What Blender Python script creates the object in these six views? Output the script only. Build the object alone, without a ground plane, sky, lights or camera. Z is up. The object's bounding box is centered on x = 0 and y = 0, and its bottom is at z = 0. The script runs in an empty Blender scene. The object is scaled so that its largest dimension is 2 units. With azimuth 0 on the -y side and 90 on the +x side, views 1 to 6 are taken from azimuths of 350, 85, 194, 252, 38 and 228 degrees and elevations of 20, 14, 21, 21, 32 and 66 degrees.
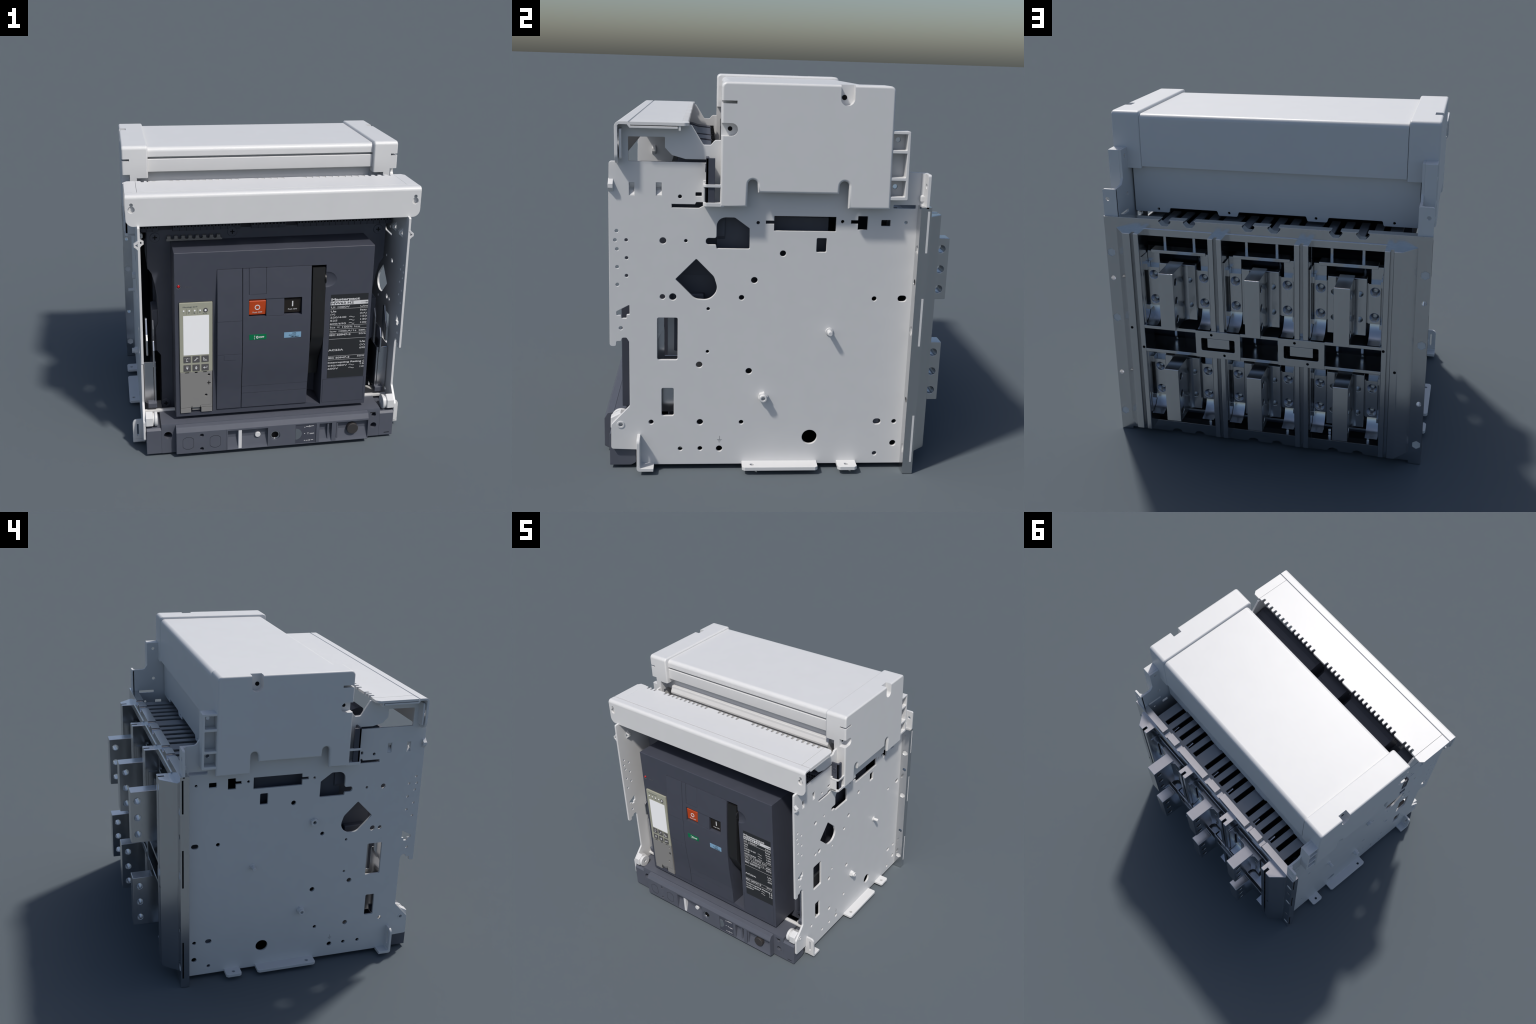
import bpy, bmesh, math
from mathutils import Matrix, Vector

PI = math.pi
COL = bpy.context.scene.collection

# ------------------------------------------------------------------ materials
def material(name, color, rough=0.5, metal=0.0, grain=0.0, gscale=60.0, bump=0.0, coat=0.0, stretch=None, spec=0.5):
    m = bpy.data.materials.new(name)
    m.use_nodes = True
    nt = m.node_tree
    b = nt.nodes["Principled BSDF"]
    b.inputs["Base Color"].default_value = (*color, 1)
    b.inputs["Roughness"].default_value = rough
    b.inputs["Metallic"].default_value = metal
    b.inputs["Specular IOR Level"].default_value = spec
    if coat:
        b.inputs["Coat Weight"].default_value = coat
        b.inputs["Coat Roughness"].default_value = 0.15
    if grain or bump:
        tc = nt.nodes.new("ShaderNodeTexCoord")
        mp = nt.nodes.new("ShaderNodeMapping")
        if stretch:
            mp.inputs["Scale"].default_value = stretch
        nz = nt.nodes.new("ShaderNodeTexNoise")
        nz.inputs["Scale"].default_value = gscale
        nz.inputs["Detail"].default_value = 4
        nt.links.new(tc.outputs["Object"], mp.inputs["Vector"])
        nt.links.new(mp.outputs["Vector"], nz.inputs["Vector"])
        if grain:
            r = nt.nodes.new("ShaderNodeValToRGB")
            r.color_ramp.elements[0].position = 0.3
            r.color_ramp.elements[1].position = 0.7
            r.color_ramp.elements[0].color = (*[c * (1 - grain) for c in color], 1)
            r.color_ramp.elements[1].color = (*[min(1, c * (1 + grain)) for c in color], 1)
            nt.links.new(nz.outputs["Fac"], r.inputs["Fac"])
            nt.links.new(r.outputs["Color"], b.inputs["Base Color"])
        if bump:
            bp = nt.nodes.new("ShaderNodeBump")
            bp.inputs["Strength"].default_value = bump
            bp.inputs["Distance"].default_value = 0.002
            nt.links.new(nz.outputs["Fac"], bp.inputs["Height"])
            nt.links.new(bp.outputs["Normal"], b.inputs["Normal"])
    return m

M_PAINT = material("painted_sheet", (0.670, 0.672, 0.676), 0.40, grain=0.012, gscale=9)
M_COVER = material("cover_plastic", (0.680, 0.682, 0.685), 0.41, grain=0.01, gscale=7)
M_STEEL = material("plated_steel", (0.66, 0.665, 0.675), 0.22, metal=1.0, grain=0.02, gscale=14, stretch=(1, 1, 0.15))
M_VENT = material("dull_zinc", (0.42, 0.43, 0.45), 0.45, metal=0.6)
M_BAR = material("busbar_metal", (0.66, 0.665, 0.675), 0.25, metal=1.0, grain=0.02, gscale=18, stretch=(1, 1, 0.1))
M_BRIGHT = material("bright_steel", (0.62, 0.63, 0.66), 0.22, metal=1.0)
M_DARK = material("slate_plastic", (0.056, 0.061, 0.083), 0.50, grain=0.03, gscale=12)
M_BASE = material("slate_base_plastic", (0.091, 0.099, 0.126), 0.50, grain=0.03, gscale=12)
M_HOUSE = material("charcoal_housing", (0.080, 0.087, 0.113), 0.55, grain=0.04, gscale=12)
M_BLACK = material("black_plastic", (0.011, 0.011, 0.0115), 0.45)
M_PIT = material("black_void", (0.004, 0.004, 0.005), 0.8, spec=0.2)  # near-black paint for the darkness inside holes, grooves and gaps
M_LABEL = material("label_film", (0.021, 0.023, 0.026), 0.45)
M_WHITE = material("white_print", (0.70, 0.70, 0.71), 0.5)
M_PRINT = material("grey_white_print", (0.60, 0.60, 0.61), 0.5)
M_SCREEN = material("screen_glass", (0.95, 0.95, 0.955), 0.35)
M_BEIGE = material("olive_beige_plastic", (0.365, 0.365, 0.290), 0.5)
M_GREY = material("warm_grey_plastic", (0.245, 0.240, 0.232), 0.4)
M_KEY = material("key_grey", (0.095, 0.092, 0.095), 0.5)
M_RED = material("orange_red_plastic", (0.48, 0.062, 0.013), 0.5, spec=0.25)
M_LED = material("red_lens", (0.55, 0.008, 0.010), 0.2, coat=0.4)
M_GREEN = material("green_flag", (0.002, 0.165, 0.063), 0.5, spec=0.2)
M_BLUE = material("blue_flag", (0.215, 0.385, 0.55), 0.5)
M_BROWN = material("brown_black_plastic", (0.016, 0.012, 0.009), 0.4)
M_BUTTON = material("dull_black_button", (0.040, 0.037, 0.038), 0.5)
M_INK = material("dark_print", (0.03, 0.05, 0.07), 0.5)
M_INK2 = material("faint_print", (0.085, 0.09, 0.10), 0.5)

# ------------------------------------------------------------------ helpers
ROOT = bpy.data.objects.new("circuit_breaker", None)
COL.objects.link(ROOT)
ROOT["label"] = "large drawout electrical circuit breaker in white sheet-metal chassis"
ROOT["category"] = "circuit breaker"

def finish(me, mat, angle=35):
    me.materials.clear()
    me.materials.append(mat)
    shade(me, angle)

def shade(me, angle):
    """Flat faces keep their own normal; narrow rounded edges blend between them."""
    bm = bmesh.new()
    bm.from_mesh(me)
    bm.normal_update()
    tot = sum(f.calc_area() for f in bm.faces) or 1
    acc = {}
    keys = []
    for f in bm.faces:
        n = f.normal
        k = (round(n.x, 2) + 0.0, round(n.y, 2) + 0.0, round(n.z, 2) + 0.0)
        keys.append(k)
        acc[k] = acc.get(k, 0) + f.calc_area()
    big = [acc[k] > 0.03 * tot for k in keys]
    bm.faces.index_update()
    ca = math.cos(math.radians(max(angle, 50)))
    out = []
    for f in bm.faces:
        n = f.normal
        if big[f.index]:
            out += [tuple(n)] * len(f.verts)
            continue
        for l in f.loops:
            best, s = None, Vector((0, 0, 0))
            bd = ca
            for g in l.vert.link_faces:
                d = g.normal.dot(n)
                if d > ca:
                    s += g.normal * g.calc_area()
                    if big[g.index] and d > bd:
                        best, bd = g.normal, d
            q = best if best is not None else (s.normalized() if s.length > 1e-12 else n)
            out.append(tuple(q))
    bm.free()
    me.shade_smooth()
    me.normals_split_custom_set(out)

def add(name, me, mat, parent=None, angle=35):
    if mat is not None:
        finish(me, mat, angle)
    o = bpy.data.objects.new(name, me)
    COL.objects.link(o)
    o.parent = parent or ROOT
    return o

def remap(co, plane):
    u, v, w = co
    return (w, u, v) if plane == 'x' else ((u, -w, v) if plane == 'y' else (u, v, w))

def area(p):
    return sum(p[i][0] * p[(i + 1) % len(p)][1] - p[(i + 1) % len(p)][0] * p[i][1] for i in range(len(p)))

def fillmesh(outers, holes, lo, hi, plane, bevel=0.0, res=1):
    """Flat outline(s) with holes, given thickness lo..hi along the plane's normal, edges rounded by bevel."""
    if outers and isinstance(outers[0][0], (int, float)):
        outers = [outers]
    cu = bpy.data.curves.new("c", 'CURVE')
    cu.dimensions = '2D'
    cu.fill_mode = 'BOTH'
    h = (hi - lo) / 2
    bevel = min(bevel, h * 0.98)
    cu.extrude = h - bevel
    cu.bevel_depth = bevel
    cu.bevel_resolution = res
    cu.offset = -bevel
    for k, loop in enumerate(list(outers) + list(holes)):
        ccw = area(loop) > 0
        if (k < len(outers)) != ccw:
            loop = loop[::-1]
        sp = cu.splines.new('POLY')
        sp.points.add(len(loop) - 1)
        for q, (a, b) in zip(sp.points, loop):
            q.co = (a, b, 0, 1)
        sp.use_cyclic_u = True
    ob = bpy.data.objects.new("c", cu)
    COL.objects.link(ob)
    bpy.context.view_layer.update()
    me = bpy.data.meshes.new_from_object(ob.evaluated_get(bpy.context.evaluated_depsgraph_get()))
    bpy.data.objects.remove(ob)
    bpy.data.curves.remove(cu)
    c = (lo + hi) / 2
    for v in me.vertices:
        u, vv, w = v.co
        if plane == 'y':
            v.co = (u, -w + c, vv)
        elif plane == 'x':
            v.co = (w + c, u, vv)
        else:
            v.co = (u, vv, w + c)
    bm = bmesh.new()
    bm.from_mesh(me)
    bmesh.ops.remove_doubles(bm, verts=bm.verts, dist=1e-5)
    bmesh.ops.recalc_face_normals(bm, faces=bm.faces)
    bm.to_mesh(me)
    bm.free()
    return me

def boxmesh(x0, x1, y0, y1, z0, z1, bevel=0.0, seg=2):
    bm = bmesh.new()
    bmesh.ops.create_cube(bm, size=1)
    for v in bm.verts:
        v.co = ((x0 + x1) / 2 + v.co.x * (x1 - x0), (y0 + y1) / 2 + v.co.y * (y1 - y0), (z0 + z1) / 2 + v.co.z * (z1 - z0))
    if bevel:
        bmesh.ops.bevel(bm, geom=list(bm.edges), offset=bevel, segments=seg, affect='EDGES', profile=0.5)
    me = bpy.data.meshes.new("b")
    bm.to_mesh(me)
    bm.free()
    return me

def circle(cx, cy, r, n=24, ph=0.0):
    return [(cx + r * math.cos(ph + 2 * PI * i / n), cy + r * math.sin(ph + 2 * PI * i / n)) for i in range(n)]

def rect(a0, b0, a1, b1, r=0.0, n=4):
    p = [(a0, b0), (a1, b0), (a1, b1), (a0, b1)]
    return rnd(p, r, n) if r else p

def rnd(pts, r, n=4):
    """Round the corners of a polygon; r is one radius or a list."""
    out = []
    N = len(pts)
    for i in range(N):
        ri = r[i] if isinstance(r, (list, tuple)) else r
        p0, p1, p2 = Vector(pts[i - 1]), Vector(pts[i]), Vector(pts[(i + 1) % N])
        a, b = (p0 - p1), (p2 - p1)
        la, lb = a.length, b.length
        if ri <= 0 or la < 1e-6 or lb < 1e-6:
            out.append(tuple(p1)); continue
        a /= la; b /= lb
        ang = math.acos(max(-1, min(1, a.dot(b))))
        if ang > PI - 0.05:
            out.append(tuple(p1)); continue
        d = min(ri / math.tan(ang / 2), la * 0.49, lb * 0.49)
        rr = d * math.tan(ang / 2)
        c = p1 + (a + b).normalized() * (rr / math.sin(ang / 2))
        s, e = p1 + a * d - c, p1 + b * d - c
        a0 = math.atan2(s.y, s.x); a1 = math.atan2(e.y, e.x)
        da = (a1 - a0 + PI) % (2 * PI) - PI
        for k in range(n + 1):
            t = a0 + da * k / n
            out.append((c.x + rr * math.cos(t), c.y + rr * math.sin(t)))
    return out

def rodmesh(axis, c, r, lo, hi, n=32, bevel=0.0, ph=0.0):
    return fillmesh(circle(c[0], c[1], r, n, ph), [], lo, hi, axis, bevel)

def merge(*mes):
    bm = bmesh.new()
    for m in mes:
        bm.from_mesh(m)
    me = bpy.data.meshes.new("m")
    bm.to_mesh(me)
    bm.free()
    return me

def mirror(me):
    m2 = me.copy()
    bm = bmesh.new()
    bm.from_mesh(m2)
    for v in bm.verts:
        v.co.x *= -1
    bmesh.ops.reverse_faces(bm, faces=bm.faces)
    bm.to_mesh(m2)
    bm.free()
    return m2

def shifted(me, d):
    m2 = me.copy()
    m2.transform(Matrix.Translation(d))
    return m2

def cut(me, *cutters):
    """Boolean difference of a mesh and several cutter meshes."""
    ob = bpy.data.objects.new("t", me)
    COL.objects.link(ob)
    tmp = []
    for c in cutters:
        co = bpy.data.objects.new("k", c)
        COL.objects.link(co)
        tmp.append(co)
        md = ob.modifiers.new("b", 'BOOLEAN')
        md.operation = 'DIFFERENCE'
        md.solver = 'EXACT'
        md.object = co
    bpy.context.view_layer.update()
    out = bpy.data.meshes.new_from_object(ob.evaluated_get(bpy.context.evaluated_depsgraph_get()))
    for t in tmp + [ob]:
        bpy.data.objects.remove(t)
    return out

def both(name, me, mat, parent=None, angle=35):
    a = add(name, me, mat, parent, angle)
    b = add(name, mirror(me), mat, parent, angle)
    return a, b

def instance(o, loc=(0, 0, 0), rot=None, scale=None):
    c = o.copy()
    c.location = Vector(loc)
    if rot: c.rotation_euler = rot
    if scale: c.scale = scale
    COL.objects.link(c)
    return c

def lettering(name, txt, x, z, h, y, mat, parent, wide=1.25, align='LEFT', maxw=None, bold=0.0, depth=0.0008):
    """Raised print facing the front (-y); h is the height of the capitals."""
    cu = bpy.data.curves.new("t", 'FONT')
    cu.body = txt
    cu.size = h / 0.73
    cu.align_x = align
    cu.extrude = depth / 2
    cu.offset = bold
    cu.resolution_u = 3
    ob = bpy.data.objects.new("t", cu)
    COL.objects.link(ob)
    bpy.context.view_layer.update()
    me = bpy.data.meshes.new_from_object(ob.evaluated_get(bpy.context.evaluated_depsgraph_get()))
    bpy.data.objects.remove(ob)
    w = max((v.co.x for v in me.vertices), default=1) or 1
    if maxw and align == 'LEFT':
        wide = maxw / w
    for v in me.vertices:
        u, vv, t = v.co
        v.co = (x + u * wide, y - t, z + vv)
    return add(name, me, mat, parent)

def strip(points, w0, w1, t, axis='y'):
    """Bent sheet strip: points are the centre line in (x,z); width w0..w1 along y."""
    L, R = [], []
    for i, p in enumerate(points):
        a = Vector(points[max(i - 1, 0)]); b = Vector(points[min(i + 1, len(points) - 1)])
        d = (b - a).normalized(); nrm = Vector((-d.y, d.x)) * t / 2
        L.append(tuple(Vector(p) + nrm)); R.append(tuple(Vector(p) - nrm))
    return fillmesh(L + R[::-1], [], w0, w1, 'y', 0.0015)

# ------------------------------------------------------------------ side plates
XO, XI = 0.879, 0.863
outline = [(-0.870, 0.117), (-0.740, 0.112), (-0.735, 0.027), (0.672, 0.027), (0.672, 1.415), (0.688, 1.418),
           (0.688, 1.585), (0.600, 1.588), (0.577, 1.622), (0.577, 1.789), (0.470, 1.789), (0.40, 1.70), (-0.300, 1.70),
           (-0.325, 1.722), (-0.358, 1.722), (-0.377, 1.698), (-0.412, 1.698), (-0.469, 1.790), (-0.822, 1.790),
           (-0.822, 1.612), (-0.862, 1.612), (-0.866, 1.45), (-0.870, 0.679), (-0.839, 0.679), (-0.836, 0.705),
           (-0.813, 0.707), (-0.808, 0.724), (-0.786, 0.724), (-0.773, 0.702), (-0.773, 0.356), (-0.868, 0.253)]
radii = [0.012, 0, 0, 0, 0, 0, 0.015, 0.02, 0.02, 0, 0, 0, 0, 0.012, 0.02, 0.008, 0.01, 0.01, 0, 0, 0.012, 0, 0.012, 0.008, 0.004,
         0.004, 0.008, 0.008, 0.006, 0.02, 0.02]
round_holes = [(-0.829, 1.272, .0085), (-0.837, 1.226, .0085), (-0.828, 1.181, .0085), (-0.783, 1.227, .0085), (-0.782, 1.137, .0085),
               (-0.783, 1.047, .0085), (-0.828, 1.091, .0085), (-0.828, 1.001, .0085), (-0.605, 1.226, .0165), (-0.493, 1.227, .0085),
               (-0.140, 1.323, .0085), (0.279, 1.335, .0085), (0.597, 1.335, .0085), (-0.012, 1.169, .0155), (-0.151, 1.030, .0165),
               (-0.213, 0.939, .0135), (-0.607, 0.940, .0135), (-0.556, 0.940, .018), (-0.379, 0.879, .0085), (-0.380, 0.652, .0085),
               (-0.421, 0.581, .0165), (-0.167, 0.547, .0165), (-0.814, 0.775, .0095), (-0.665, 0.266, .013), (-0.414, 0.265, .0165),
               (-0.200, 0.264, .012), (0.607, 0.266, .0125), (-0.515, 0.115, .012), (-0.412, 0.116, .0125), (-0.312, 0.115, .0165),
               (0.161, 0.179, .040), (0.608, 0.142, .0165), (0.513, 0.083, .012), (0.461, 0.939, .0125), (-0.523, 1.446, .0095),
               (0.530, 1.745, .012), (0.530, 1.515, .012), (-0.820, 0.253, .012)]
holes = [circle(y, z, r, 28 if r > .03 else 16) for y, z, r in round_holes]
holes += [rect(-0.633, 0.607, -0.531, 0.831, .008), rect(-0.611, 0.301, -0.549, 0.454, .008),
          rect(0.473, 1.315, 0.520, 1.347, .004), rect(0.154, 1.178, 0.204, 1.250, .006), rect(-0.448, 1.450, -0.418, 1.468, .003),
          rect(0.529, 1.405, 0.642, 1.424, .004), rect(0.495, 0.250, 0.536, 0.282, .0155), rect(0.582, 0.925, 0.627, 0.957, .0155),
          rect(-0.767, 1.448, -0.742, 1.510), rect(-0.638, 1.449, -0.611, 1.512)]
holes.append([(-0.102, 1.318), (-0.061, 1.318), (-0.061, 1.284), (0.247, 1.284), (0.247, 1.358), (-0.061, 1.358), (-0.061, 1.334), (-0.102, 1.334)])
holes.append([(0.321, 1.325), (0.356, 1.325), (0.356, 1.295), (0.405, 1.295), (0.405, 1.364), (0.356, 1.364), (0.356, 1.343), (0.321, 1.343)])
holes.append(rnd([(-0.544, 1.031), (-0.441, 1.137), (-0.352, 1.046), (-0.330, 0.975), (-0.376, 0.925), (-0.446, 0.930)], [.006, .006, .05, .06, .06, .05], 6))
holes.append(rnd([(-0.395, 1.209), (-0.345, 1.209), (-0.342, 1.190), (-0.179, 1.190), (-0.181, 1.294), (-0.254, 1.347), (-0.343, 1.347), (-0.343, 1.243), (-0.395, 1.243)],
                 [.015, .006, .004, .006, .006, .02, .085, .01, .015], 6))
holes.append([(-0.563, 1.391), (-0.430, 1.391), (-0.412, 1.401), (-0.400, 1.401), (-0.400, 1.420), (-0.444, 1.420), (-0.450, 1.409), (-0.563, 1.409)])
holes.append(rnd([(-0.834, 0.843), (-0.812, 0.843), (-0.810, 0.826), (-0.785, 0.826), (-0.785, 0.845), (-0.770, 0.847), (-0.770, 0.897), (-0.834, 0.862)], .003, 2))
holes.append(rnd([(-0.770, 1.613), (-0.397, 1.613), (-0.397, 1.628), (-0.497, 1.628), (-0.563, 1.646), (-0.596, 1.681), (-0.596, 1.731), (-0.770, 1.730)], .004, 2))
plate = fillmesh(rnd(outline, radii), holes, XI, XO, 'x', 0.0022)
plates = both("side_plate", plate, M_PAINT)

# pressed louvres near the plate's front edge
def louvre(y0, y1, z0, z1, out):
    xm = (XO + XI) / 2
    zm = (z0 + z1) / 2
    pts = [(xm, z1), (xm + out * .55, zm + .014), (xm + out, zm + .006), (xm + out, zm - .006), (xm + out * .55, zm - .014), (xm, z0)]
    return strip(pts, y0, y1, 0.013)
louv = merge(louvre(-.866, -.842, 1.466, 1.526, .026), louvre(-.767, -.742, 1.446, 1.512, -.028), louvre(-.638, -.611, 1.447, 1.514, -.028))
for p, m in zip(plates, (louv, mirror(louv))):
    add("louvre", m, M_PAINT, p)
# rear upper ear, bent outwards
ear = fillmesh(rnd([(XI, 1.418), (0.946, 1.418), (0.946, 1.585), (XI, 1.585)], [0, 0, .012, 0]), [circle(.918, 1.525, .012, 16)], 0.676, 0.692, 'y', .002)
ear2 = fillmesh(rnd([(XI + .006, .66), (XO + .004, .66), (XO + .022, .676), (XI + .006, .688)], .004), [], 1.42, 1.583, 'z', .001)
gus = boxmesh(.872, .900, .655, .684, 1.44, 1.478, .011, 3)
earm = merge(ear, ear2, gus)
for p, m in zip(plates, (earm, mirror(earm))):
    add("mounting_ear", m, M_PAINT, p)
# feet tabs along the bottom edge
tab = merge(fillmesh(rnd([(XI, -.193), (.942, -.193), (.952, -.178), (.952, .190), (.942, .203), (XI, .203)], .006), [circle(.918, -.140, .011, 16)], .024, .044, 'z', .002),
            fillmesh(rnd([(XI, .309), (.942, .309), (.952, .322), (.952, .398), (.942, .411), (XI, .411)], .006), [circle(.918, .358, .011, 16)], .024, .044, 'z', .002))
for p, m in zip(plates, (tab, mirror(tab))):
    add("mounting_foot", m, M_PAINT, p)
ang = merge(fillmesh(rnd([(XO - .002, .0525), (.946, .0525), (.946, .200), (XO - .002, .200)], [0, 0, .028, 0]), [rect(.906, .075, .918, .168, .005)], -.735, -.719, 'y', .002),
            fillmesh(rnd([(-.735, .020), (-.650, .020), (-.650, .038), (-.717, .038), (-.719, .052), (-.735, .052)], [.018, 0, 0, .01, 0, 0]), [], XO - .002, .946, 'x', .002))
for p, m in zip(plates, (ang, mirror(ang))):
    add("angle_bracket", m, M_PAINT, p)
# studs and nuts on the plate
stud1 = merge(rodmesh('x', (.239, .764), .020, XO - .002, XO + .006, 20, .002), rodmesh('x', (.239, .764), .0125, XO, XO + .045, 20, .003))
stud2 = merge(rodmesh('x', (-.091, .410), .026, XO - .002, XO + .022, 6, .002, .3), fillmesh(circle(-.091, .410, .019, 20), [circle(-.091, .410, .010, 14)], XO, XO + .040, 'x', .002))
for p, m in zip(plates, (merge(stud1, stud2), mirror(merge(stud1, stud2)))):
    add("stud", m, M_PAINT, p)
add("nut", mirror(fillmesh(circle(-.151, 1.030, .026, 6, .5), [circle(-.151, 1.030, .011, 16)], XO, XO + .022, 'x', .002)), M_PAINT, plates[1])
pin = merge(fillmesh(circle(-.820, .253, .020, 24), [circle(-.820, .253, .011, 16)], XO - .004, XO + .003, 'x', .0015))
for p, m in zip(plates, (pin, mirror(pin))):
    add("pivot_bush", m, M_PAINT, p)
def earth_mark(y, z):
    return merge(*[boxmesh(XO - .001, XO + .0008, y - w / 2, y + w / 2, z + d - .0012, z + d + .0012) for w, d in ((.024, 0), (.015, -.007), (.007, -.014))],
                 boxmesh(XO - .001, XO + .0008, y - .0012, y + .0012, z, z + .02))
em = earth_mark(-.312, .168)
for p, m in zip(plates, (em, mirror(em))):
    add("earth_symbol", m, material("grey_print", (.32, .32, .33), .5), p)
# hinge knobs at the lower front corners
knob = merge(rodmesh('x', (-.825, .254), .056, .812, XI, 6, .006, .5), fillmesh(circle(-.825, .254, .050, 32), [circle(-.825, .254, .011, 14)], .783, .803, 'x', .004),
             rodmesh('x', (-.825, .254), .040, .80, .815, 24))
both("hinge_knob", knob, M_PAINT)

# ------------------------------------------------------------------ runners and mechanism beside the breaker
rail = merge(fillmesh(rnd([(.792, .285), (.856, .285), (.856, .600), (.792, .600)], [.012, .028, 0, 0], 5), [], -.675, -.660, 'y', .003),
             boxmesh(.776, .790, -.675, -.10, .285, .600, .003))
both("runner_rail", rail, M_BRIGHT)
arm = fillmesh(rnd([(-.70, .66), (-.66, .66), (-.60, .76), (-.60, .90), (-.625, .90), (-.67, .80), (-.70, .77)], .008), [], .826, .838, 'x', .002)
arm2 = fillmesh(rnd([(-.71, .575), (-.60, .575), (-.60, .76), (-.68, .76), (-.71, .70)], .008), [], .784, .795, 'x', .002)
both("locking_lever", merge(arm, arm2), M_BRIGHT)
both("guide_plate", fillmesh(rnd([(-.585, .575), (-.40, .575), (-.40, .80), (-.46, .88), (-.54, .88), (-.585, .80)], .01), [], .778, .788, 'x', .002), M_VENT)
sidecover = merge(boxmesh(.735, .765, -.30, .40, .60, 1.14, .004), boxmesh(.735, .790, -.555, -.40, .62, .93, .008))
both("pole_cheek", sidecover, M_HOUSE)
both("runner_stop", boxmesh(.775, .835, -.70, -.64, .262, .30, .004), M_BASE)

# ------------------------------------------------------------------ hood over the terminals
def keyhole(cx):
    p = []
    for k in range(15):
        t = math.radians(125 + 290 * k / 14)
        p.append((cx + .021 * math.cos(t), 1.714 + .021 * math.sin(t)))
    for k in range(11):
        t = math.radians(-50 + 280 * k / 10)
        p.append((cx + .011 * math.cos(t), 1.744 + .011 * math.sin(t)))
    return p
front = fillmesh(rnd([(-.946, 1.606), (.946, 1.606), (.946, 1.782), (-.946, 1.782)], [.048, .048, 0, 0], 8), [keyhole(-.909), keyhole(.909)], -.828, -.813, 'y', .0015)
arc_o = [(-.803 - .025 * math.cos(t), 1.781 + .025 * math.sin(t)) for t in [k * PI / 16 for k in range(9)]]
arc_i = [(-.803 - .011 * math.cos(t), 1.781 + .011 * math.sin(t)) for t in [k * PI / 16 for k in range(8, -1, -1)]]
bend = fillmesh(arc_o + [(-.764, 1.806), (-.752, 1.7865), (-.533, 1.7865), (-.533, 1.776), (-.757, 1.776), (-.769, 1.792)] + arc_i, [], -.946, .946, 'x', .001)
hood = add("terminal_hood", merge(front, bend), M_COVER, angle=40)
def toothed(x0, x1):
    """Rear edge of the lid, from +x to -x: comb teeth in four groups with wide lands between."""
    pts = []
    for a, b in ((.845, .215), (.109, -.110), (-.198, -.670), (-.739, -.850)):
        n = max(1, round((a - b) / .0435))
        step = (a - b) / n
        for i in range(n):
            s = a - i * step
            pts += [(s, -.486), (s - .002, -.512), (s - .004, -.515), (s - .017, -.515), (s - .019, -.512), (s - .021, -.492), (s - .025, -.486), (s - .034, -.4845)]
        pts += [(b, -.486)] if False else []
    return pts
lid = fillmesh([(-.8695, -.756), (.8695, -.756), (.8695, -.4845)] + toothed(0, 0) + [(-.8695, -.4845)], [], 1.790, 1.806, 'z', .0012)
add("hood_lid", lid, M_COVER, hood)
lidside = fillmesh([(.8712, -.756), (.946, -.756), (.946, -.505), (.925, -.480), (.8712, -.480)], [], 1.790, 1.8055, 'z', .0012)
both("hood_lid_end", merge(lidside, boxmesh(.905, .943, -.529, -.519, 1.768, 1.792)), M_COVER, hood)
both("hood_bracket", fillmesh(rnd([(.80, 1.63), (.935, 1.63), (.935, 1.77), (.80, 1.77)], .01), [], -.808, -.796, 'y', .002), M_COVER, hood)

# ------------------------------------------------------------------ arc chute cover (centre) and end caps
prof = [(-.300, 1.990 - .03)]
prof = rnd([(-.300, 1.920), (-.300, 1.983), (.486, 1.983), (.491, 1.676), (.448, 1.676), (.448, 1.44), (-.286, 1.44), (-.286, 1.50), (-.286, 1.670), (-.291, 1.676), (-.299, 1.686), (-.299, 1.700),
            (-.285, 1.728), (-.281, 1.745), (-.245, 1.745), (-.245, 1.816), (-.300, 1.816), (-.300, 1.905), (-.262, 1.905), (-.262, 1.920)],
           [.002, .032, .032, 0, 0, 0, 0, 0, 0, .008, .01, .01, .006, .004, .004, .004, .006, .004, 0, 0], 5)
cover = add("arc_chute_cover", fillmesh(prof, [], -.776, .776, 'x', .0), M_COVER, angle=40)
rear = fillmesh(rnd([(-.852, 1.384), (-.654, 1.384), (-.648, 1.413), (-.336, 1.413), (-.326, 1.384), (-.212, 1.384), (-.203, 1.413), (.203, 1.413), (.212, 1.384), (.326, 1.384), (.336, 1.413),
                     (.632, 1.413), (.638, 1.384), (.852, 1.384), (.852, 1.682), (-.852, 1.682)], .008, 3),
                [circle(x, 1.404, .0085, 14) for x in (-.715, -.262, .262, .705)], .436, .449, 'y', .0015)
add("rear_shield", rear, M_COVER, cover)
add("cover_core", boxmesh(-.855, .855, -.19, .425, 1.455, 1.66), M_PIT, cover)

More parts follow.
